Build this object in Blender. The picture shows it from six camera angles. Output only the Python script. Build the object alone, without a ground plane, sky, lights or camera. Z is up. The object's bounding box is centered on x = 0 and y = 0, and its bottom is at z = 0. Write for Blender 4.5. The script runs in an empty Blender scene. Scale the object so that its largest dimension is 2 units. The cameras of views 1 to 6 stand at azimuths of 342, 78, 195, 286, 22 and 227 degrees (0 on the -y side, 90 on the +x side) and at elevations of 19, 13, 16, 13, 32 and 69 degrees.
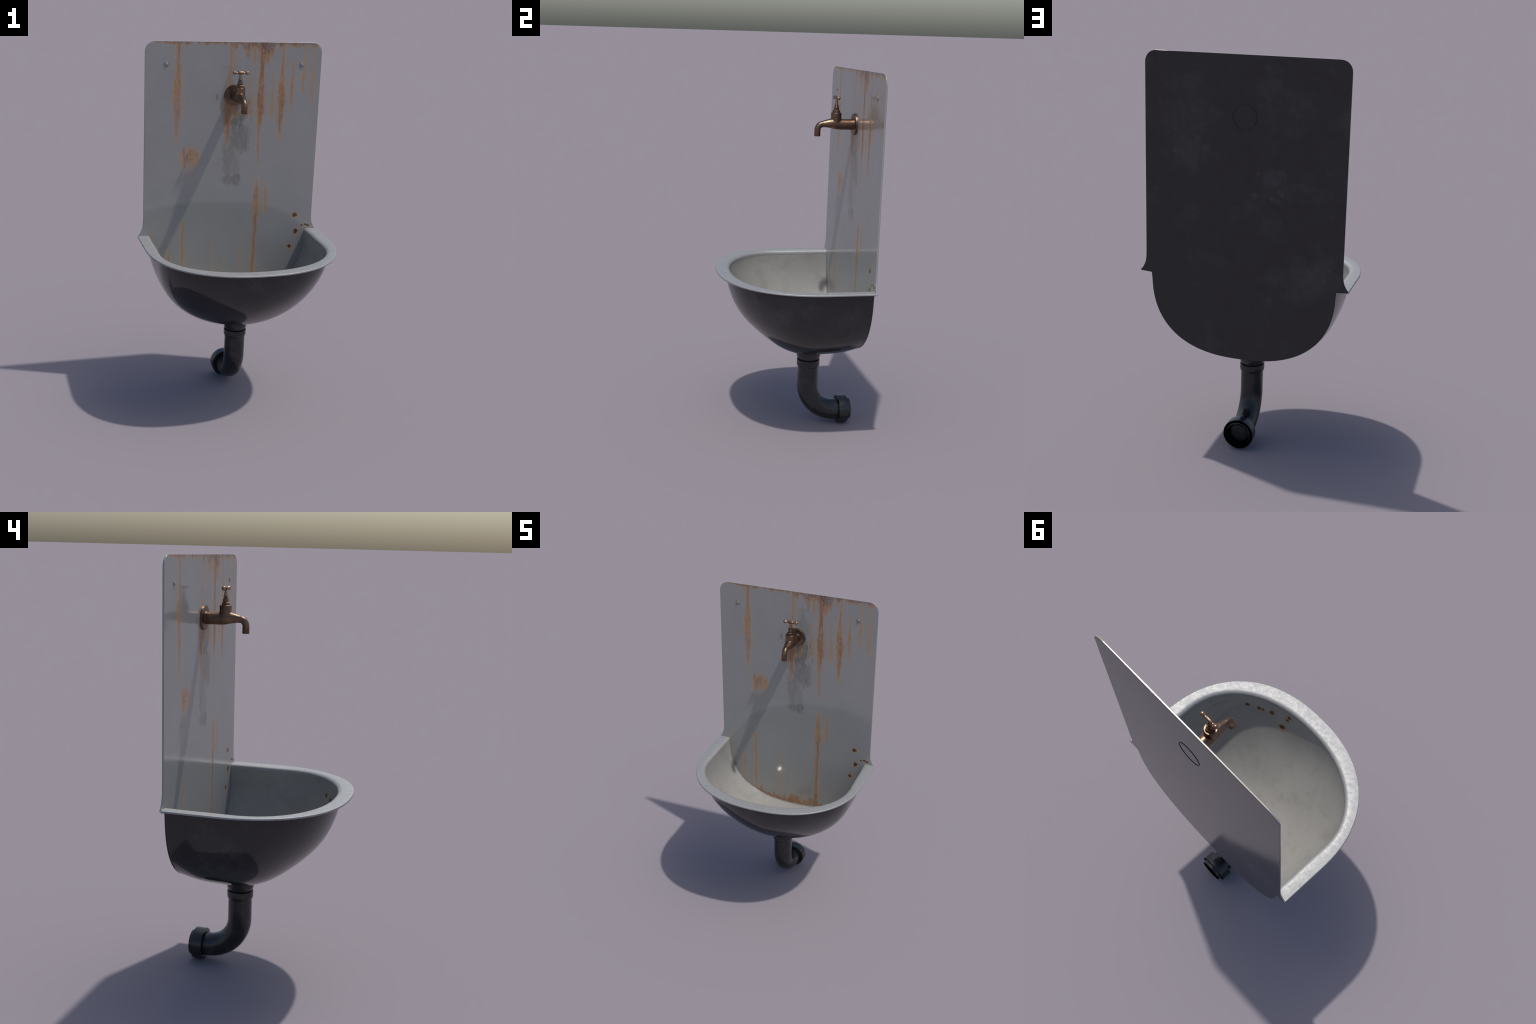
"""Wall-hung galvanised wash basin with a tall back panel, an aged brass tap and a black drain bend."""
import bpy, bmesh, math, random
import numpy as np
from mathutils import Vector, Matrix, Euler

random.seed(7)

# ------------------------------------------------------------------ sizes (metres)
PANEL_FRONT, PANEL_BACK = 0.347, 0.3552        # y of the two faces of the back panel
PANEL_TOP = 2.0
PANEL_HALF = 0.5045                            # half width of the panel
EAR_HALF = 0.5365                              # half width at the flared ears
RIM_Z = 0.909                                  # top of the flat rim
RIM_FRONT = -0.3885                            # outermost point of the rim (y)
TAP_Z = 1.7095
AXIS_Y = 0.1405                                # spout and drain stand on this line

# ------------------------------------------------------------------ helpers: objects


def make_mesh(name, verts, faces, mats, smooth=40.0, face_mat=None, recalc=True):
    me = bpy.data.meshes.new(name)
    me.from_pydata([tuple(map(float, v)) for v in verts], [], faces)
    bm = bmesh.new()
    bm.from_mesh(me)
    bmesh.ops.remove_doubles(bm, verts=bm.verts, dist=1e-6)
    bmesh.ops.dissolve_degenerate(bm, dist=1e-6, edges=bm.edges)
    if recalc:
        bmesh.ops.recalc_face_normals(bm, faces=bm.faces)
    bm.to_mesh(me)
    bm.free()
    for m in mats if isinstance(mats, (list, tuple)) else [mats]:
        me.materials.append(m)
    ob = bpy.data.objects.new(name, me)
    bpy.context.scene.collection.objects.link(ob)
    if face_mat:
        for p in me.polygons:
            p.material_index = face_mat(p)
    shade(ob, smooth)
    return ob


def shade(ob, angle):
    me = ob.data
    me.polygons.foreach_set("use_smooth", [True] * len(me.polygons))
    if angle is not None:
        me.set_sharp_from_angle(angle=math.radians(angle))


def apply_modifiers(ob):
    graph = bpy.context.evaluated_depsgraph_get()
    new = bpy.data.meshes.new_from_object(ob.evaluated_get(graph))
    old = ob.data
    ob.modifiers.clear()
    ob.data = new
    bpy.data.meshes.remove(old)


def lathe(name, profile, mat, axis="z", origin=(0, 0, 0), seg=64, smooth=35, closed=False):
    """Turn a (radius, along) profile round an axis; a radius of 0 closes the end."""
    V, F = [], []
    n = len(profile)
    for r, a in profile:
        for k in range(seg):
            t = 2 * math.pi * k / seg
            c, s = r * math.cos(t), r * math.sin(t)
            p = {"z": (c, s, a), "y": (c, a, s), "x": (a, c, s)}[axis]
            V.append(tuple(p[i] + origin[i] for i in range(3)))
    for i in range(n if closed else n - 1):
        j = (i + 1) % n
        for k in range(seg):
            l = (k + 1) % seg
            F.append((i * seg + k, i * seg + l, j * seg + l, j * seg + k))
    return make_mesh(name, V, F, mat, smooth)


def rounded(profile, r=0.002, steps=3):
    """Round the corners of an open (radius, along) profile."""
    out = [profile[0]]
    for a, b, c in zip(profile, profile[1:], profile[2:]):
        a, b, c = Vector(a), Vector(b), Vector(c)
        u, v = a - b, c - b
        d = min(r, u.length * 0.45, v.length * 0.45)
        if d < 1e-6:
            out.append(tuple(b))
            continue
        p, q = b + u.normalized() * d, b + v.normalized() * d
        for k in range(steps + 1):
            t = k / steps
            out.append(tuple((1 - t) ** 2 * p + 2 * t * (1 - t) * b + t * t * q))
    out.append(profile[-1])
    return out


def grid_faces(rows, cols, close=False):
    F = []
    for i in range(rows - 1):
        for k in range(cols if close else cols - 1):
            l = (k + 1) % cols
            F.append((i * cols + k, i * cols + l, (i + 1) * cols + l, (i + 1) * cols + k))
    return F


def tube(name, centres, radii, mat, seg=48, smooth=40, caps=True):
    """Sweep circles along a path that lies in the plane x = 0; centres are (y, z)."""
    V, F = [], []
    n = len(centres)
    for i, (y, z) in enumerate(centres):
        a, b = centres[max(0, i - 1)], centres[min(n - 1, i + 1)]
        ty, tz = b[0] - a[0], b[1] - a[1]
        L = math.hypot(ty, tz)
        ny, nz = -tz / L, ty / L
        for k in range(seg):
            t = 2 * math.pi * k / seg
            V.append((radii[i] * math.cos(t), y + ny * radii[i] * math.sin(t), z + nz * radii[i] * math.sin(t)))
    F = grid_faces(n, seg, True)
    if caps:
        F.append(tuple(range(seg)))
        F.append(tuple(range((n - 1) * seg, n * seg)))
    return make_mesh(name, V, F, mat, smooth)


def smooth_table(xs, ys):
    """Cubic (Catmull-Rom style) interpolation of a few control values."""
    xs, ys = np.array(xs, float), np.array(ys, float)
    m = np.gradient(ys, xs)

    def f(x):
        x = np.clip(x, xs[0], xs[-1])
        i = np.clip(np.searchsorted(xs, x) - 1, 0, len(xs) - 2)
        h = xs[i + 1] - xs[i]
        t = (x - xs[i]) / h
        return ((2 * t**3 - 3 * t**2 + 1) * ys[i] + (t**3 - 2 * t**2 + t) * h * m[i]
                + (-2 * t**3 + 3 * t**2) * ys[i + 1] + (t**3 - t**2) * h * m[i + 1])
    return f


# ------------------------------------------------------------------ helpers: nodes


class Tree:
    def __init__(self, name):
        self.mat = bpy.data.materials.new(name)
        self.mat.use_nodes = True
        self.t = self.mat.node_tree
        self.t.nodes.clear()
        self.out = self.t.nodes.new("ShaderNodeOutputMaterial")
        self.bsdf = self.t.nodes.new("ShaderNodeBsdfPrincipled")
        self.t.links.new(self.bsdf.outputs[0], self.out.inputs[0])
        self.co = self.t.nodes.new("ShaderNodeTexCoord").outputs["Object"]
        s = self.t.nodes.new("ShaderNodeSeparateXYZ")
        self.t.links.new(self.co, s.inputs[0])
        self.x, self.y, self.z = s.outputs

    def put(self, sock, v):
        if isinstance(v, bpy.types.NodeSocket):
            self.t.links.new(v, sock)
        elif isinstance(v, (tuple, list)) and len(v) == 3 and sock.type == "RGBA":
            sock.default_value = (*v, 1)
        else:
            sock.default_value = v

    def m(self, op, a, b=0.0, c=0.0, clamp=False):
        n = self.t.nodes.new("ShaderNodeMath")
        n.operation, n.use_clamp = op, clamp
        for s, v in zip(n.inputs, (a, b, c)):
            self.put(s, v)
        return n.outputs[0]

    def add(self, a, b): return self.m("ADD", a, b)
    def sub(self, a, b): return self.m("SUBTRACT", a, b)
    def mul(self, a, b): return self.m("MULTIPLY", a, b)
    def maxi(self, a, b): return self.m("MAXIMUM", a, b)

    def step(self, v, lo, hi, a=0.0, b=1.0):
        n = self.t.nodes.new("ShaderNodeMapRange")
        n.interpolation_type = "SMOOTHSTEP"
        for s, w in zip(n.inputs, (v, lo, hi, a, b)):
            self.put(s, w)
        return n.outputs[0]

    def noise(self, scale, detail=4.0, rough=0.55, stretch=(1, 1, 1), shift=(0, 0, 0), distort=0.0):
        mp = self.t.nodes.new("ShaderNodeMapping")
        self.t.links.new(self.co, mp.inputs[0])
        mp.inputs["Location"].default_value = shift
        mp.inputs["Scale"].default_value = stretch
        n = self.t.nodes.new("ShaderNodeTexNoise")
        self.t.links.new(mp.outputs[0], n.inputs["Vector"])
        n.inputs["Scale"].default_value = scale
        n.inputs["Detail"].default_value = detail
        n.inputs["Roughness"].default_value = rough
        n.inputs["Distortion"].default_value = distort
        return n.outputs[0]

    def ramp(self, v, stops, interp="LINEAR"):
        n = self.t.nodes.new("ShaderNodeValToRGB")
        r = n.color_ramp
        r.interpolation = interp
        while len(r.elements) < len(stops):
            r.elements.new(0.5)
        for e, (p, c) in zip(r.elements, sorted(stops)):
            e.position = p
            e.color = (*c, 1) if isinstance(c, (tuple, list)) else (c, c, c, 1)
        self.put(n.inputs[0], v)
        return n.outputs[0]

    def mix(self, f, a, b):
        n = self.t.nodes.new("ShaderNodeMix")
        n.data_type = "RGBA"
        self.put(n.inputs[0], f)
        self.put(n.inputs[6], a)
        self.put(n.inputs[7], b)
        return n.outputs[2]

    def lerp(self, f, a, b):
        n = self.t.nodes.new("ShaderNodeMix")
        self.put(n.inputs[0], f)
        self.put(n.inputs[2], a)
        self.put(n.inputs[3], b)
        return n.outputs[0]

    def bump(self, h, strength, dist=0.001):
        n = self.t.nodes.new("ShaderNodeBump")
        n.inputs["Strength"].default_value = strength
        n.inputs["Distance"].default_value = dist
        self.put(n.inputs["Height"], h)
        return n.outputs[0]

    def blob(self, x0, z0, rx, rz, rag=None, amount=0.0, u=None, w=None):
        """Soft spot in the panel's plane: 1 inside, 0 outside, ragged by a noise."""
        dx = self.m("DIVIDE", self.sub(u or self.x, x0), rx)
        dz = self.m("DIVIDE", self.sub(w or self.z, z0), rz)
        d = self.m("SQRT", self.add(self.mul(dx, dx), self.mul(dz, dz)))
        if rag is not None:
            d = self.add(d, self.mul(self.sub(rag, 0.5), amount))
        return d

    def finish(self, **kw):
        for k, v in kw.items():
            self.put(self.bsdf.inputs[k.replace("_", " ")], v)
        return self.mat


STEEL = (0.50, 0.505, 0.50)
RUST_LIGHT, RUST_MID, RUST_DARK = (0.48, 0.265, 0.08), (0.39, 0.185, 0.052), (0.075, 0.04, 0.026)


def steel_base(T):
    cloud = T.noise(4.0, 6, 0.6, shift=(3, 1, 7))
    fine = T.noise(70, 5, 0.65)
    brush = T.noise(28, 5, 0.7, stretch=(7, 7, 0.6), shift=(1, 4, 2))
    v = T.add(T.mul(T.sub(cloud, 0.5), 0.30), T.add(T.mul(T.sub(fine, 0.5), 0.10), T.mul(T.sub(brush, 0.5), 0.07)))
    col = T.mix(T.m("ADD", v, 0.5, clamp=True), (0.195, 0.194, 0.188), (0.385, 0.383, 0.372))
    rough = T.add(0.115, T.mul(T.sub(T.noise(9, 5, 0.6, shift=(2, 2, 9)), 0.5), 0.08))
    return col, rough, fine


def panel_front_material():
    T = Tree("stained_steel")
    col, rough, fine = steel_base(T)
    rag = T.noise(26, 5, 0.65, stretch=(3.2, 1, 0.42))
    grain = T.noise(90, 4, 0.7, stretch=(1, 1, 0.55), shift=(5, 0, 3))
    wob = T.mul(T.sub(T.noise(5, 2, 0.5, stretch=(0.4, 1, 1), shift=(0, 9, 2)), 0.5), 0.022)
    xs = T.add(T.x, wob)
    zn = T.m("DIVIDE", T.sub(T.z, 0.5), 1.5)

    # each streak: centre line, list of (height, half width in mm), strength
    streaks = [
        (-0.322, [(1.42, 0), (1.50, 7), (1.60, 18), (1.74, 21), (1.82, 20), (1.90, 13), (2.0, 12)], 1.0),
        (-0.285, [(1.55, 0), (1.62, 4), (1.70, 2), (1.72, 0)], 0.5),
        (-0.026, [(1.70, 0), (1.72, 9), (1.84, 8), (1.90, 6), (2.0, 7)], 0.9),
        (-0.010, [(1.84, 0), (1.88, 6), (2.0, 6)], 0.8),
        (0.155, [(1.28, 0), (1.34, 3), (1.47, 4), (1.53, 11), (1.60, 20), (1.70, 23), (1.77, 15), (1.86, 13), (1.93, 17), (2.0, 24)], 1.25),
        (0.178, [(1.60, 0), (1.64, 5), (1.71, 4), (1.74, 0)], 0.7),
        (0.277, [(1.42, 0), (1.47, 3), (1.53, 9), (1.60, 17), (1.69, 22), (1.76, 17), (1.85, 12), (1.92, 5), (2.0, 6)], 1.15),
        (0.093, [(1.57, 0), (1.60, 5), (1.68, 7), (1.71, 5), (1.76, 4), (1.81, 4), (1.83, 0)], 0.9),
        (0.108, [(1.57, 0), (1.60, 4), (1.70, 7), (1.72, 0), (1.86, 0), (1.90, 7), (2.0, 10)], 0.9),
        (0.224, [(1.57, 0), (1.60, 10), (1.72, 10), (1.75, 4), (1.82, 6), (1.85, 0)], 0.85),
        (0.338, [(1.58, 0), (1.64, 5), (1.72, 9), (1.80, 8), (1.88, 5), (1.91, 0)], 0.95),
        (0.404, [(1.71, 0), (1.73, 8), (1.80, 9), (1.84, 5), (2.0, 5)], 0.95),
        (0.462, [(1.64, 0), (1.70, 9), (1.82, 10), (1.86, 5), (2.0, 5)], 0.7),
        (0.155, [(0.5, 17), (0.58, 16), (0.75, 11), (0.95, 12), (1.02, 18), (1.14, 15), (1.20, 6), (1.24, 0)], 1.1),
        (0.210, [(1.01, 0), (1.03, 11), (1.10, 10), (1.17, 6), (1.22, 3), (1.24, 0)], 0.9),
        (-0.275, [(0.5, 26), (0.555, 16), (0.60, 9), (0.78, 8), (0.90, 8), (0.97, 7), (0.99, 0)], 1.0),
        (-0.355, [(0.55, 6), (0.62, 4), (0.74, 6), (0.80, 3), (0.84, 0)], 0.9),
        (-0.459, [(0.70, 0), (0.74, 5), (0.85, 6), (0.92, 3), (0.97, 0)], 0.75),
        (-0.097, [(0.5, 7), (0.58, 4), (0.75, 3), (0.88, 3), (0.91, 0)], 0.65),
        (0.074, [(0.5, 12), (0.58, 6), (0.70, 4), (0.86, 3), (0.9, 0)], 0.6),
        (-0.025, [(0.5, 6), (0.57, 3), (0.72, 3), (0.83, 0)], 0.4),
        (-0.030, [(1.40, 0), (1.46, 8), (1.55, 16), (1.62, 26), (1.70, 28), (1.72, 0)], 1.1),
        (0.030, [(1.57, 0), (1.60, 7), (1.68, 8), (1.72, 0)], 0.55),
    ]
    haze = T.step(T.noise(34, 5, 0.7, stretch=(3.0, 1, 0.5), shift=(9, 0, 4)), 0.40, 0.66)
    thread = T.noise(60, 5, 0.7, stretch=(2.4, 1, 0.16), shift=(3, 0, 6))
    rust, ragged = None, T.add(T.mul(T.sub(rag, 0.5), 0.040), T.mul(T.sub(thread, 0.5), 0.036))
    for x0, widths, power in streaks:
        stops = [((h - 0.5) / 1.5, w / 50.0) for h, w in widths]
        hw = T.mul(T.ramp(zn, stops), 0.051)
        d = T.m("ABSOLUTE", T.sub(xs, x0))
        inside = T.m("MULTIPLY_ADD", hw, 1.0, T.mul(d, -1.0))
        # ragged edges only where the streak has some width
        inside = T.add(inside, T.mul(ragged, T.m("MULTIPLY", hw, 60.0, clamp=True)))
        on = T.step(hw, 0.0004, 0.003)
        core = T.mul(T.step(inside, -0.010, 0.009), power)
        halo = T.mul(T.mul(T.step(inside, -0.022, 0.0), haze), power * 0.6)
        k = T.mul(T.maxi(core, halo), on)
        rust = k if rust is None else T.maxi(rust, k)
    # the square rust patch on the left and its run
    ragp = T.noise(22, 6, 0.72, stretch=(1.6, 1, 0.6), shift=(3, 1, 8))
    px, pz = T.m("DIVIDE", T.sub(T.x, -0.246), 0.058), T.m("DIVIDE", T.sub(T.add(T.z, T.mul(T.sub(rag, 0.5), -0.13)), 1.360), 0.056)
    px, pz = T.m("POWER", T.m("ABSOLUTE", px), 4.0), T.m("POWER", T.m("ABSOLUTE", pz), 3.0)
    patch = T.step(T.add(T.add(px, pz), T.mul(T.sub(ragp, 0.5), 4.2)), 1.9, -0.3)
    run = T.mul(T.step(T.m("ABSOLUTE", T.sub(T.x, -0.248)), 0.055, 0.02), T.mul(T.step(T.z, 1.19, 1.30), T.step(T.z, 1.38, 1.33)))
    rust = T.maxi(rust, T.mul(patch, 1.15))
    rust = T.maxi(rust, T.mul(T.mul(run, T.step(rag, 0.40, 0.66)), 0.55))
    # rust creeping down from the top edge, deepest right of the middle
    edge = T.ramp(T.add(T.x, 0.5), [(0, 9 / 70), (0.3, 12 / 70), (0.45, 18 / 70), (0.54, 26 / 70), (0.58, 52 / 70), (0.66, 66 / 70), (0.74, 56 / 70),
                                    (0.77, 16 / 70), (0.84, 18 / 70), (0.93, 20 / 70), (1.0, 12 / 70)])
    drip = T.noise(20, 3, 0.6, stretch=(1.6, 1, 0.12), shift=(2, 0, 1))
    depth = T.mul(T.mul(edge, 0.085), T.step(drip, 0.32, 0.66, 0.25, 1.75))
    top = T.step(T.sub(T.add(depth, T.z), PANEL_TOP), -0.004, 0.006)
    top_dark = T.step(T.sub(T.add(T.mul(depth, 0.5), T.z), PANEL_TOP), -0.004, 0.006)
    face = T.step(T.y, 0.3492, 0.3480)
    top, top_dark = T.mul(top, face), T.mul(top_dark, face)
    rust = T.maxi(rust, T.mul(top, 0.95))
    # rust standing on the bottom seam
    seam = T.add(0.508, T.mul(T.m("POWER", T.m("ABSOLUTE", T.x), 3.0), 1.75))
    rise = T.mul(T.step(drip, 0.36, 0.75, 0.012, 0.085), T.mul(T.step(T.x, -0.34, -0.2), T.step(T.x, 0.23, 0.15)))
    low = T.step(T.sub(T.add(seam, rise), T.z), -0.006, 0.012)
    rust = T.maxi(rust, T.mul(low, 1.2))
    # chipped spots: dark heart, light halo
    heart = None
    chips = [(0.402, 0.997, 0.015, 0.013), (0.413, 0.893, 0.014, 0.015), (0.378, 0.801, 0.012, 0.014),
             (0.448, 0.930, 0.006, 0.007), (0.470, 0.934, 0.010, 0.006), (0.487, 0.928, 0.013, 0.006)]
    chew = T.noise(60, 3, 0.6, shift=(8, 0, 8))
    for x0, z0, rx, rz in chips:
        d = T.blob(x0, z0, rx, rz, chew, 1.7)
        h = T.step(d, 1.0, 0.75)
        heart = h if heart is None else T.maxi(heart, h)
        rust = T.maxi(rust, T.mul(T.step(d, 2.1, 1.1), 0.75))
    # a little grain in the rust
    rust_c = T.mul(T.mul(rust, T.step(grain, 0.32, 0.56, 0.30, 1.0)), T.step(thread, 0.30, 0.56, 0.5, 1.0))
    patchy = T.noise(9, 4, 0.65, stretch=(2.2, 1, 0.7), shift=(6, 0, 9))
    rust_c = T.mul(rust_c, T.step(patchy, 0.30, 0.56, 0.65, 1.0))
    on_face = T.maxi(face, T.step(T.x, 0.41, 0.46))
    rust_c = T.mul(T.m("MINIMUM", rust_c, 1.0), T.mul(on_face, 0.93))
    tone = T.add(T.mul(rust, 0.45), T.mul(T.noise(14, 4, 0.6, stretch=(2.4, 1, 0.35), shift=(4, 4, 4)), 0.85))
    tone = T.add(tone, T.mul(top_dark, 0.6))
    rust_col = T.ramp(tone, [(0.50, RUST_LIGHT), (0.82, RUST_MID), (1.0, (0.27, 0.122, 0.05))])
    rust_col = T.mix(T.mul(top_dark, T.step(T.noise(8, 2, 0.5, stretch=(1, 1, 0.2)), 0.42, 0.6, 0.45, 0.9)), rust_col, (0.15, 0.066, 0.036))
    # dark limescale under the tap
    mud = T.noise(20, 7, 0.75, stretch=(1.2, 1, 0.55), shift=(1, 7, 5), distort=0.4)
    stain = [(0.015, 1.61, 0.088, 0.11, 1.15), (0.03, 1.47, 0.085, 0.095, 0.75), (-0.02, 1.36, 0.052, 0.11, 0.55),
             (0.02, 1.30, 0.035, 0.07, 0.35), (-0.02, 1.225, 0.035, 0.03, 0.6), (0.03, 1.228, 0.03, 0.045, 0.75), (-0.099, 1.697, 0.008, 0.024, 0.8)]
    dirt = None
    for x0, z0, rx, rz, p in stain:
        k = T.mul(T.step(T.blob(x0, z0, rx, rz, mud, 2.4), 1.15, 0.55), p)
        dirt = k if dirt is None else T.maxi(dirt, k)
    dirt = T.mul(dirt, T.step(T.noise(52, 6, 0.75, stretch=(1.6, 1, 0.5), shift=(0, 3, 0)), 0.34, 0.58, 0.40, 1.0))
    col = T.mix(T.mul(dirt, 0.82), col, (0.120, 0.118, 0.098))
    col = T.mix(rust_c, col, rust_col)
    col = T.mix(heart, col, RUST_DARK)
    metal = T.mul(0.12, T.m("SUBTRACT", 1.0, T.maxi(rust_c, T.maxi(heart, T.mul(dirt, 0.35))), clamp=True))
    rough = T.lerp(T.m("MULTIPLY", T.maxi(rust_c, T.mul(dirt, 0.5)), 1.2, clamp=True), rough, 0.30)
    nrm = T.bump(T.add(T.mul(fine, 0.4), T.mul(rust_c, 0.5)), 0.03)
    return T.finish(Base_Color=col, Metallic=metal, Roughness=rough, Normal=nrm, Specular_IOR_Level=T.lerp(rust_c, 0.62, 0.45))


def bowl_material():
    T = Tree("bowl_steel")
    col, rough, fine = steel_base(T)
    col = T.mix(0.4, col, (0.27, 0.267, 0.252))
    chew = T.noise(55, 3, 0.6, shift=(8, 0, 8))
    heart = halo = None
    for x0, y0, z0, r in CHIPS:
        dx, dy, dz = T.sub(T.x, x0), T.sub(T.y, y0), T.sub(T.z, z0)
        d = T.m("SQRT", T.add(T.mul(dx, dx), T.add(T.mul(dy, dy), T.mul(dz, dz))))
        d = T.add(T.m("DIVIDE", d, r), T.mul(T.sub(chew, 0.5), 1.9))
        h, o = T.step(d, 1.0, 0.75), T.step(d, 2.0, 1.1)
        heart = h if heart is None else T.maxi(heart, h)
        halo = o if halo is None else T.maxi(halo, o)
    spots = T.step(T.noise(30, 5, 0.65, shift=(4, 4, 1)), 0.56, 0.72)
    grime = T.step(T.noise(7, 6, 0.7, shift=(1, 4, 4), distort=0.5), 0.46, 0.70)
    col = T.mix(T.mul(spots, 0.30), col, (0.19, 0.187, 0.172))
    col = T.mix(T.mul(grime, 0.38), col, (0.185, 0.182, 0.166))
    col = T.mix(T.mul(halo, 0.55), col, (0.30, 0.17, 0.05))
    col = T.mix(heart, col, RUST_DARK)
    metal = T.mul(0.07, T.m("SUBTRACT", 1.0, T.maxi(heart, halo), clamp=True))
    return T.finish(Base_Color=col, Metallic=metal, Roughness=T.add(rough, 0.0), Specular_IOR_Level=0.2, Normal=T.bump(fine, 0.02))


def rim_material():
    T = Tree("galvanised_rim")
    blot = T.noise(62, 5, 0.65, distort=0.4)
    fine = T.noise(150, 4, 0.6)
    v = T.add(T.mul(blot, 0.75), T.mul(fine, 0.25))
    col = T.ramp(v, [(0.34, (0.265, 0.268, 0.27)), (0.50, (0.298, 0.301, 0.302)), (0.66, (0.33, 0.332, 0.33))])
    rough = T.step(T.add(T.mul(blot, 0.7), T.mul(fine, 0.3)), 0.36, 0.64, 0.57, 0.50)
    return T.finish(Base_Color=col, Metallic=0.36, Roughness=rough, Normal=T.bump(T.add(blot, T.mul(fine, 0.4)), 0.06))


def dark_coat_material():
    """Black coating on the outside of the basin and the back of the panel, dusty and scuffed."""
    T = Tree("dark_coating")
    cloud = T.noise(3.2, 7, 0.68, shift=(2, 5, 1))
    fleck = T.noise(42, 4, 0.6, shift=(6, 1, 2))
    dust = T.mul(T.step(cloud, 0.48, 0.68), T.step(fleck, 0.30, 0.62, 0.5, 1.0))
    scratch = T.step(T.noise(11, 3, 0.5, stretch=(9, 1, 0.5), shift=(0, 2, 6), distort=1.2), 0.71, 0.76)
    on_back = T.step(T.y, 0.350, 0.354)
    splash = None
    for x0, z0, r in [(-0.142, 1.425, 0.046), (-0.183, 1.455, 0.019), (-0.205, 1.44, 0.009), (-0.185, 1.36, 0.020), (-0.055, 1.335, 0.018),
                      (-0.07, 1.447, 0.010), (-0.145, 1.33, 0.016), (-0.175, 1.32, 0.012), (0.31, 1.60, 0.018), (0.235, 1.59, 0.022), (0.20, 1.55, 0.024), (0.34, 1.53, 0.03)]:
        k = T.step(T.blob(x0, z0, r, r, cloud, 3.2), 1.25, 0.75)
        splash = k if splash is None else T.maxi(splash, k)
    run = T.mul(T.mul(T.step(T.m("ABSOLUTE", T.sub(T.x, 0.455)), 0.032, 0.012), T.step(T.z, 1.5, 1.9)), T.mul(on_back, 0.45))
    col = T.mix(T.mul(dust, 0.80), (0.0225, 0.0212, 0.0214), (0.052, 0.050, 0.051))
    col = T.mix(T.mul(T.mul(T.mul(splash, on_back), T.step(fleck, 0.3, 0.6, 0.4, 1.0)), 0.75), col, (0.046, 0.046, 0.049))
    col = T.mix(T.mul(scratch, 0.4), col, (0.05, 0.05, 0.05))
    col = T.mix(run, col, (0.032, 0.019, 0.013))
    rough = T.add(0.09, T.mul(T.sub(cloud, 0.5), 0.10))
    brush = T.noise(40, 4, 0.65, stretch=(4, 4, 0.25), shift=(1, 3, 5))
    rough = T.add(rough, T.mul(T.sub(brush, 0.5), T.mul(on_back, 0.10)))
    return T.finish(Base_Color=col, Metallic=0.0, Roughness=rough, Normal=T.bump(T.add(T.mul(fleck, 0.3), T.mul(brush, on_back)), 0.035))


def pipe_material():
    T = Tree("black_plastic")
    v = T.noise(14, 5, 0.65)
    col = T.mix(T.step(v, 0.45, 0.75), (0.0165, 0.0168, 0.017), (0.034, 0.034, 0.033))
    return T.finish(Base_Color=col, Roughness=T.add(0.15, T.mul(v, 0.14)), Normal=T.bump(T.noise(120, 3), 0.02))


def plain_material(name, colour, rough, spec):
    T = Tree(name)
    v = T.noise(40, 4, 0.6)
    col = T.mix(T.step(v, 0.35, 0.65), tuple(c * 0.8 for c in colour), tuple(c * 1.2 for c in colour))
    return T.finish(Base_Color=col, Roughness=rough, Specular_IOR_Level=spec)


def brass_material(name="aged_brass", light=1.0, copper=0.35):
    T = Tree(name)
    v = T.noise(22, 6, 0.65, shift=(1, 2, 3))
    w = T.noise(45, 4, 0.6, shift=(7, 2, 3))
    a, b = (0.225 * light, 0.142 * light, 0.092 * light), (0.122 * light, 0.084 * light, 0.063 * light)
    col = T.mix(T.step(v, 0.36, 0.66), a, b)
    col = T.mix(T.mul(T.step(w, 0.56, 0.66), copper), col, (0.30 * light, 0.15 * light, 0.08 * light))
    ends = T.mul(T.step(T.z, 1.672, 1.655), T.step(T.y, 0.18, 0.165))          # reddened mouth of the spout
    col = T.mix(T.mul(ends, 0.6), col, (0.15, 0.065, 0.05))
    rough = T.add(0.26, T.mul(v, 0.24))
    return T.finish(Base_Color=col, Metallic=1.0, Roughness=rough, Normal=T.bump(w, 0.08))


# ------------------------------------------------------------------ the bowl's shape
# Cross-sections at constant y are super-ellipses: half width A, depth D, exponent n.
S_KEYS = [0, 0.2, 0.45, 0.7, 0.88, 1.0]
DEPTH_K = smooth_table(S_KEYS, [1.366, 1.195, 1.154, 1.104, 1.080, 1.026])
EXPO_K = smooth_table(S_KEYS, [1.60, 1.74, 2.03, 2.40, 2.43, 2.44])
WIDTH_K = smooth_table(S_KEYS, [1.004, 1.010, 1.008, 1.004, 1.004, 0.998])


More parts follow.
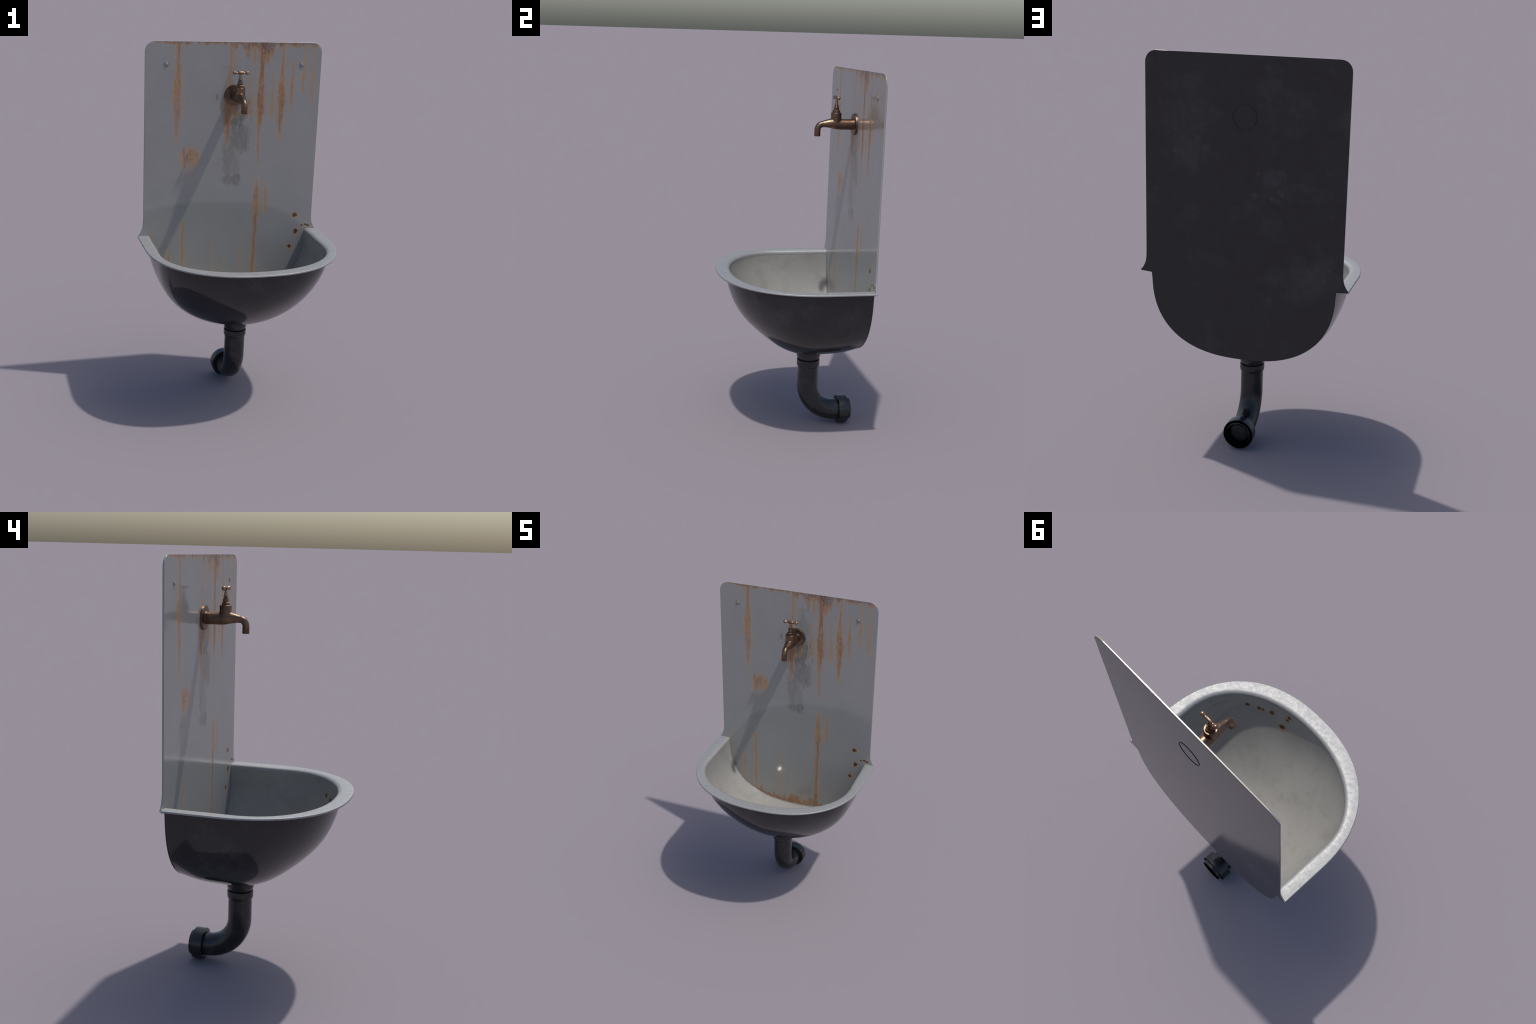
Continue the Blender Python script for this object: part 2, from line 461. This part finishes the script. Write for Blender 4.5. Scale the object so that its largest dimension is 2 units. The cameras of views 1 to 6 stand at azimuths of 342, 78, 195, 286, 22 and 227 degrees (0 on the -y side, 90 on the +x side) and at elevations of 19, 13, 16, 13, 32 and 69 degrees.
def sections(front, half, thick, top_z, back_y, rows=84, cols=97):
    """Rows of (half width, depth, exponent) turned into a grid of points."""
    c = 0.10
    ys = np.concatenate([front + (c - front) * (1 - np.cos(np.linspace(0, np.pi / 2, rows))), np.linspace(c, back_y, 34)[1:]])
    s = (ys - front) / (0.355 - front)
    cA, nA, cD, mD = 0.056, 2.166, 0.098, 1.607
    A = half * WIDTH_K(s) * np.maximum(0, 1 - np.clip((cA - ys) / (cA - front), 0, 1) ** nA) ** (1 / nA)
    D = 0.40 * DEPTH_K(s) * np.maximum(0, 1 - np.clip((cD - ys) / (cD - front), 0, 1) ** mD) ** (1 / mD)
    D = D * (1 - (thick + 0.9 - top_z) / 0.44)
    n = EXPO_K(s)
    th = np.linspace(0, np.pi, cols)
    co, si = np.cos(th), np.sin(th)
    e = (2 / n)[:, None]
    X = A[:, None] * np.sign(co) * np.abs(co) ** e
    Z = top_z - D[:, None] * np.abs(si) ** e
    P = np.stack([X, np.repeat(ys[:, None], cols, 1), Z], -1)
    return P, ys, A


OUTER, OUT_Y, OUT_A = sections(-0.3355, 0.4756, 0.0, 0.9, PANEL_FRONT + 0.0005)
INNER, IN_Y, IN_A = sections(-0.3110, 0.4660, 0.009, 0.893, PANEL_FRONT + 0.001)
CHIPS = [(0.325, -0.205, 0.822, 0.010), (0.272, -0.237, 0.817, 0.011), (0.257, -0.243, 0.815, 0.009), (0.211, -0.263, 0.819, 0.012), (0.120, -0.296, 0.849, 0.012),
         (0.137, -0.263, 0.763, 0.016), (0.127, -0.285, 0.825, 0.010)]


def rim_outline(y):
    """Half width of the outer edge of the rim at y."""
    c, n = 0.125, 2.27
    return EAR_HALF * max(0.0, 1 - max(0.0, (c - y) / (c - RIM_FRONT)) ** n) ** (1 / n)


def build_rim(mat, under):
    # inner edge as a plan curve, from the right end at the panel round the front to the left end
    right = [(IN_A[i], IN_Y[i]) for i in range(len(IN_Y) - 1, 0, -1)]
    curve = right + [(0.0, IN_Y[0])] + [(-x, y) for x, y in right[::-1]]
    C = np.array(curve)
    # even spacing
    seg = np.concatenate([[0], np.cumsum(np.linalg.norm(np.diff(C, axis=0), axis=1))])
    s = np.linspace(0, seg[-1], 260)
    C = np.stack([np.interp(s, seg, C[:, 0]), np.interp(s, seg, C[:, 1])], 1)
    tan = np.gradient(C, axis=0)
    nor = np.stack([-tan[:, 1], tan[:, 0]], 1)
    nor *= -1 if nor[len(nor) // 2, 1] > 0 else 1
    nor /= np.linalg.norm(nor, axis=1)[:, None]
    nor[0], nor[-1] = (1, 0), (-1, 0)
    edge = []
    for p, d in zip(C, nor):
        lo, hi = 0.0, 0.2
        for _ in range(40):
            m = (lo + hi) / 2
            q = p + d * m
            inside = q[1] > RIM_FRONT and abs(q[0]) < rim_outline(q[1])
            lo, hi = (m, hi) if inside else (lo, m)
        edge.append(p + d * lo)
    edge = np.array(edge)
    W = np.linalg.norm(edge - C, axis=1)
    R, H = 0.023, RIM_Z - 0.893
    prof = [(("in", -0.0008), 0.886)]
    prof += [(("in", R * (1 - math.cos(t))), 0.893 + H * math.sin(t)) for t in np.linspace(0, math.pi / 2, 8)]
    prof += [(("mid", 0.55), RIM_Z + 0.0004), (("out", -0.0034), RIM_Z), (("out", -0.0010), RIM_Z - 0.0010), (("out", 0.0), RIM_Z - 0.0035),
             (("out", 0.0), RIM_Z - 0.0085), (("out", -0.0015), RIM_Z - 0.0105), (("mid", 0.5), RIM_Z - 0.0105), (("in", 0.004), 0.8975)]
    V = []
    for (kind, d), z in prof:
        off = {"in": d, "out": W + d, "mid": W * d}[kind]
        Q = C + nor * (np.ones(len(C)) * off)[:, None]
        V += [(q[0], min(q[1], PANEL_FRONT + 0.001), z) for q in Q]
    F = grid_faces(len(prof), len(C))
    ob = make_mesh("rim", V, F, [mat, under], 80, lambda p: 1 if p.normal.z < -0.5 else 0)
    wn = ob.modifiers.new("normals", "WEIGHTED_NORMAL")
    wn.weight, wn.keep_sharp = 80, True
    apply_modifiers(ob)
    return ob


def back_contour(cols=65):
    """Half of the basin's outline where it meets the panel, from the rim down to the middle."""
    row = OUTER[-1]
    return [(float(p[0]), float(p[2])) for p in row[: len(row) // 2 + 1]]


def build_panel(front_mat, back_mat):
    half = []
    r = 0.062
    for t in np.linspace(0, math.pi / 2, 12):                       # rounded top corner
        e = 2 / 2.25
        half.append((PANEL_HALF - r + r * math.sin(t) ** e, PANEL_TOP - r + r * math.cos(t) ** e))
    for z in (1.7, 1.4, 1.15):
        half.append((PANEL_HALF + (1.94 - z) * 0.0012, z))
    for x, z in ((0.5058, 1.02), (0.5062, 0.99), (0.5075, 0.97), (0.5098, 0.956), (0.5145, 0.9405), (0.5205, 0.928), (0.5275, 0.917)):
        half.append((x, z))
    half += [(EAR_HALF - 0.001, RIM_Z - 0.001), (EAR_HALF - 0.001, RIM_Z - 0.007), (0.505, 0.8985), (0.4775, 0.8975)]
    half += [(x, z) for x, z in back_contour()[1:] if z < 0.8965]
    loop = half + [(-x, z) for x, z in half[::-1] if x > 1e-6]
    n = len(loop)
    bm = bmesh.new()
    front = [bm.verts.new((x, PANEL_FRONT, z)) for x, z in loop]
    f = bm.faces.new(front)
    ext = bmesh.ops.extrude_face_region(bm, geom=[f])
    for v in ext["geom"]:
        if isinstance(v, bmesh.types.BMVert):
            v.co.y = PANEL_BACK
    bmesh.ops.recalc_face_normals(bm, faces=bm.faces)
    rimedges = [e for e in bm.edges if abs(e.verts[0].co.y - e.verts[1].co.y) < 1e-6]
    soft = [e for e in rimedges if e.verts[0].co.y > 0.35 and e.verts[0].co.z < 0.893 and e.verts[1].co.z < 0.893]
    rimedges = [e for e in rimedges if e not in set(soft)]
    bmesh.ops.bevel(bm, geom=soft, offset=0.0052, segments=4, profile=0.5, affect="EDGES", clamp_overlap=True)
    rimedges = [e for e in rimedges if e.is_valid]
    bmesh.ops.bevel(bm, geom=rimedges, offset=0.0024, segments=3, profile=0.5, affect="EDGES", clamp_overlap=True)
    bmesh.ops.triangulate(bm, faces=[f for f in bm.faces if len(f.verts) > 4], quad_method="BEAUTY", ngon_method="BEAUTY")
    me = bpy.data.meshes.new("back_panel")
    bm.to_mesh(me)
    bm.free()
    me.materials.append(front_mat)
    me.materials.append(back_mat)
    ob = bpy.data.objects.new("back_panel", me)
    bpy.context.scene.collection.objects.link(ob)
    for p in me.polygons:
        low = p.center.z < 0.9 and abs(p.center.x) < 0.53
        p.material_index = 1 if (p.center.y > PANEL_BACK - 0.0012 or (low and p.normal.y > -0.9)) else 0
    shade(ob, 80)
    wn = ob.modifiers.new("normals", "WEIGHTED_NORMAL")
    wn.weight, wn.keep_sharp, wn.thresh = 100, True, 0.001
    apply_modifiers(ob)
    return ob


def build_seam(mat):
    """Concave fillet that runs down one side of the bowl, along its floor and up the other side."""
    row = INNER[-1][:, [0, 2]]
    seg = np.concatenate([[0], np.cumsum(np.linalg.norm(np.diff(row, axis=0), axis=1))])
    s = np.linspace(0, seg[-1], 150)
    C = np.stack([np.interp(s, seg, row[:, 0]), np.interp(s, seg, row[:, 1])], 1)
    tan = np.gradient(C, axis=0)
    nor = np.stack([-tan[:, 1], tan[:, 0]], 1)
    nor /= np.linalg.norm(nor, axis=1)[:, None]
    if nor[len(nor) // 2, 1] < 0:
        nor = -nor
    R, V = 0.006, []
    steps = 7
    for k in range(steps):
        t = math.pi / 2 * k / (steps - 1)
        off, y = R * (1 - math.sin(t)) - 0.0006, PANEL_FRONT - R * (1 - math.cos(t)) + 0.0004
        V += [(c[0] + n[0] * off, y, c[1] + n[1] * off) for c, n in zip(C, nor)]
    return make_mesh("weld_seam", V, grid_faces(steps, len(C)), mat, None)


# ------------------------------------------------------------------ build
front_mat, bowl_mat, rim_mat, dark_mat = panel_front_material(), bowl_material(), rim_material(), dark_coat_material()
pipe_mat, brass_mat = pipe_material(), brass_material()
bolt_mat = plain_material('bolt_steel', (0.21, 0.21, 0.205), 0.22, 0.6)
blackened_end_mat = plain_material('blackened_nut_end', (0.0015, 0.0015, 0.0015), 0.95, 0.02)  # near-black, matt colour for the nut's end faces and cavity
plug_mat = plain_material('grey_plastic', (0.018, 0.018, 0.017), 0.25, 0.5)
seam_mat = plain_material('seam_steel', (0.16, 0.158, 0.15), 0.3, 0.5)  # steel darkened to draw the crevice shadow between bowl and panel
dull_brass = plain_material('tarnished_brass', (0.030, 0.021, 0.017), 0.6, 0.1)
bright_brass = brass_material("worn_brass", 1.7, 0.45)

sink = bpy.data.objects.new("wall_sink", None)
bpy.context.scene.collection.objects.link(sink)
sink["label"] = "rust-stained grey metal wall basin with brass tap and drain pipe"
sink["category"] = "sink"


def child(ob, parent):
    ob.parent = parent
    return ob


panel = child(build_panel(front_mat, dark_mat), sink)

# basin: dark outer shell, with the lining, rim and seam as its pieces
rows, cols = OUTER.shape[:2]
basin = child(make_mesh("basin", OUTER.reshape(-1, 3), grid_faces(rows, cols), dark_mat, None), sink)
rows, cols = INNER.shape[:2]
child(make_mesh("bowl_lining", INNER.reshape(-1, 3), grid_faces(rows, cols), bowl_mat, None), basin)
child(build_rim(rim_mat, dark_mat), basin)
child(build_seam(seam_mat), basin)

# drain in the floor of the bowl: a shallow cup under a cross-shaped grate
k = int(np.argmin(np.abs(IN_Y - AXIS_Y)))
floor = float(INNER[k, INNER.shape[1] // 2, 2])
cup = rounded([(0.060, -0.003), (0.058, 0.0022), (0.046, 0.0022), (0.0445, 0.0005), (0.0, 0.0004)], 0.0012)
waste = child(lathe("drain_waste", cup, [bolt_mat, plug_mat], "z", (0, AXIS_Y, floor), 56, 35), basin)
for p in waste.data.polygons:
    if math.hypot(p.center.x, p.center.y - AXIS_Y) < 0.0455:
        p.material_index = 1
V, F = [], []
for a in (0.0, math.pi / 2):
    for sx, sy, z in [(i, j, h) for h in (0.0002, 0.0022) for i, j in ((-1, -1), (1, -1), (1, 1), (-1, 1))]:
        x, y = sx * 0.0465, sy * 0.0035
        V.append((x * math.cos(a) - y * math.sin(a), AXIS_Y + x * math.sin(a) + y * math.cos(a), floor + z - (0.0002 if a else 0)))
    b = len(V) - 8
    F += [(b, b + 1, b + 2, b + 3), (b + 4, b + 5, b + 6, b + 7)] + [(b + i, b + (i + 1) % 4, b + 4 + (i + 1) % 4, b + 4 + i) for i in range(4)]
grate = child(make_mesh("drain_grate", V, F, bolt_mat, 30), basin)
mid = INNER.shape[1] // 2
tilt = math.atan2(INNER[k + 2, mid, 2] - INNER[k - 2, mid, 2], IN_Y[k + 2] - IN_Y[k - 2])
for part in (waste, grate):                                   # lie flat on the sloping floor
    here = Vector((0, AXIS_Y, floor))
    part.data.transform(Matrix.Translation(here + Vector((0, 0, 0.0008))) @ Matrix.Rotation(tilt, 4, "X") @ Matrix.Translation(-here))

# bolts: shallow domes in a pressed ring
dome = [(0.0, -0.0046), (0.004, -0.0044), (0.0072, -0.0035), (0.0096, -0.0018), (0.0114, -0.0001), (0.0126, -0.0002), (0.0142, -0.0009), (0.0158, -0.0005), (0.0166, 0.0006)]
bolt = lathe("bolt", dome, bolt_mat, "y", seg=40, smooth=None)
bolt.location = (-0.387, PANEL_FRONT, 1.877)
child(bolt, panel)
bolt2 = bolt.copy()
bolt2.location.x = 0.387
bpy.context.scene.collection.objects.link(bolt2)
child(bolt2, panel)

# ---- tap
STEM_Y = 0.2405
path = [(0.336, 1.7083, 0.0288), (0.300, 1.7083, 0.0288), (0.270, 1.7086, 0.0289), (0.250, 1.7095, 0.0289), (0.234, 1.7112, 0.0282), (0.220, 1.7128, 0.0268),
        (0.207, 1.7130, 0.0247), (0.195, 1.7120, 0.0222), (0.184, 1.7108, 0.0197), (0.175, 1.7097, 0.0179), (0.1705, 1.7090, 0.0172)]
cy, cz, bend = 0.1705, 1.6790, 0.0300
path += [(cy - bend * math.sin(t), cz + bend * math.cos(t), 0.0170 - 0.0005 * t) for t in np.linspace(0.15, math.pi / 2, 10)]
path += [(AXIS_Y, 1.666, 0.0164), (AXIS_Y, 1.6440, 0.0166)]
body = tube("tap", [(p[0], p[1]) for p in path], [p[2] for p in path], brass_mat, 48)
stem = lathe("stem_block", [(0, 1.700), (0.0284, 1.700), (0.0284, 1.7685), (0.0277, 1.7702), (0.0262, 1.7710), (0.0, 1.7710)], brass_mat, "z", (0, STEM_Y, 0), 64)
bore = lathe("bore", [(0, 1.63), (0.0132, 1.63), (0.0132, 1.668), (0, 1.668)], brass_mat, "z", (0, AXIS_Y, 0), 32)
union = body.modifiers.new("union", "BOOLEAN")
union.operation, union.object, union.solver = "UNION", stem, "EXACT"
melt = body.modifiers.new("melt", "REMESH")
melt.mode, melt.voxel_size = "VOXEL", 0.0011
soft = body.modifiers.new("soft", "SMOOTH")
soft.iterations, soft.factor = 4, 0.5
apply_modifiers(body)
# cast fillet where the stem grows out of the body
blend = body.vertex_groups.new(name="blend")
for v in body.data.vertices:
    w = min(1.0, max(0.0, (1.760 - v.co.z) / 0.010)) * min(1.0, max(0.0, (v.co.y - 0.175) / 0.02)) * min(1.0, max(0.0, (0.31 - v.co.y) / 0.02))
    if w > 0:
        blend.add([v.index], w, "REPLACE")
fillet = body.modifiers.new("fillet", "SMOOTH")
fillet.iterations, fillet.factor, fillet.vertex_group = 45, 0.5, "blend"
apply_modifiers(body)
cut = body.modifiers.new("cut", "BOOLEAN")
cut.operation, cut.object, cut.solver = "DIFFERENCE", bore, "EXACT"
apply_modifiers(body)
for helper in (stem, bore):
    bpy.data.objects.remove(helper, do_unlink=True)
shade(body, 50)
child(body, sink)

flange = rounded([(0.0, 0.331), (0.0297, 0.331), (0.0297, 0.337), (0.0570, 0.337), (0.0575, PANEL_FRONT + 0.001)], 0.0012)
child(lathe("wall_flange", flange, brass_mat, "y", (0, 0, TAP_Z), 72), body)
ring = [(0.0580, 0.3535), (0.0580, 0.3569), (0.0590, 0.3569), (0.0590, 0.3535)]
child(lathe("flange_end", ring, dull_brass, "y", (0, 0, TAP_Z + 0.0008), 72), body)


def hexagon(name, radius, z0, z1, turn, mat, sides=6):
    prof = [(0.0, z0), (radius, z0), (radius, z1 - 0.0012), (radius * 0.93, z1), (0.0, z1)]
    ob = lathe(name, prof, mat, "z", (0, 0, 0), sides, 20)
    ob.data.transform(Matrix.Translation((0, STEM_Y, 0)) @ Matrix.Rotation(turn, 4, "Z"))
    return ob


child(hexagon("gland_nut", 0.0205, 1.7700, 1.7838, 0.3, brass_mat), body)
pack = [(0.0, 1.783), (0.0126, 1.783), (0.0138, 1.789), (0.0140, 1.795), (0.0131, 1.8005), (0.0110, 1.8032), (0.0076, 1.8036), (0.0076, 1.8075),
        (0.0120, 1.8082), (0.0144, 1.8098), (0.0141, 1.8109), (0.0100, 1.8106), (0.0090, 1.8125), (0.0, 1.8125)]
child(lathe("packing_nut", pack, brass_mat, "z", (0, STEM_Y, 0), 40, 40), body)
spindle = [(0.0, 1.811), (0.0088, 1.811), (0.0090, 1.8145), (0.0078, 1.822), (0.0064, 1.833), (0.0056, 1.842), (0.0056, 1.848), (0.0, 1.848)]
child(lathe("spindle", spindle, bright_brass, "z", (0, STEM_Y, 0), 32, 50), body)
half = [(0.0082, 0.0), (0.0082, 0.0148), (0.0074, 0.0160), (0.0048, 0.0163), (0.0044, 0.0200), (0.0046, 0.0235), (0.0062, 0.0275), (0.0083, 0.0315),
        (0.0096, 0.0355), (0.0097, 0.0385), (0.0086, 0.0425), (0.0060, 0.0455), (0.0030, 0.0467), (0.0, 0.0470)]
half = [(r * 1.05, a * 0.985) for r, a in half]
bar = [(r, -a) for r, a in half[::-1]] + half[1:]
child(lathe("handle", bar, bright_brass, "x", (0.0008, 0.2398, 1.8485), 32, 45), body)

# ---- drain
PZ, BEND, PR = 0.0785, 0.161, 0.0582
cy, cz = AXIS_Y + BEND, PZ + BEND
line = [(AXIS_Y, z) for z in np.linspace(0.365, cz, 6)]
line += [(cy - BEND * math.cos(t), cz - BEND * math.sin(t)) for t in np.linspace(0, math.pi / 2, 28)[1:]]
line += [(0.32, PZ), (0.345, PZ), (0.372, PZ)]
outer = tube("drain_pipe", line, [PR] * len(line), pipe_mat, 56, 40, caps=False)
inner = tube("inner_wall", line, [0.0535] * len(line), pipe_mat, 56, 40, caps=False)
inner.data.flip_normals()
bm = bmesh.new()
bm.from_mesh(outer.data)
bm.from_mesh(inner.data)
bm.to_mesh(outer.data)
bm.free()
bpy.data.objects.remove(inner, do_unlink=True)
shade(outer, 40)
pipe = child(outer, sink)
cone = [(0.066, 0.462), (0.0705, 0.440), (0.0698, 0.426), (0.0672, 0.412), (0.0635, 0.400), (0.0585, 0.391), (0.053, 0.386), (0.050, 0.375)]
child(lathe("drain_outlet", cone, dark_mat, "z", (0, AXIS_Y, 0), 56, 40), pipe)
collar = rounded([(0.0565, 0.366), (0.0575, 0.3875), (0.0600, 0.3900), (0.0643, 0.3885), (0.0645, 0.3600), (0.0625, 0.3510), (0.0588, 0.3485), (0.0575, 0.3440)], 0.0018)
child(lathe("collar", collar, pipe_mat, "z", (0, AXIS_Y, 0), 64, 40), pipe)
nut = rounded([(0.056, 0.3225), (0.063, 0.3180), (0.0785, 0.3180), (0.0785, 0.3705), (0.0640, 0.3712), (0.0620, 0.3735), (0.0620, 0.3885), (0.0590, 0.3885), (0.0575, 0.3640), (0.0490, 0.3630), (0.0490, 0.3400)], 0.0009)
child(lathe("coupling_nut", nut, [pipe_mat, blackened_end_mat], "y", (0, 0, PZ), 64, 35), pipe)
nut_mesh = bpy.data.objects["coupling_nut"].data
for p in nut_mesh.polygons:
    r = math.hypot(p.center.x, p.center.z - PZ)
    if p.center.y > 0.3715 and p.normal.y > 0.8 or (p.center.y > 0.3395 and r < 0.0595):
        p.material_index = 1
    elif p.normal.y > 0.95 and p.center.y > 0.37:
        p.material_index = 1
mouth_disc = [(0.0, 0.3440), (0.0460, 0.3440), (0.0500, 0.3440), (0.0500, 0.3380)]
child(lathe("grey_mouth_disc", mouth_disc, plug_mat, "y", (0, 0, PZ), 48, 35), pipe)
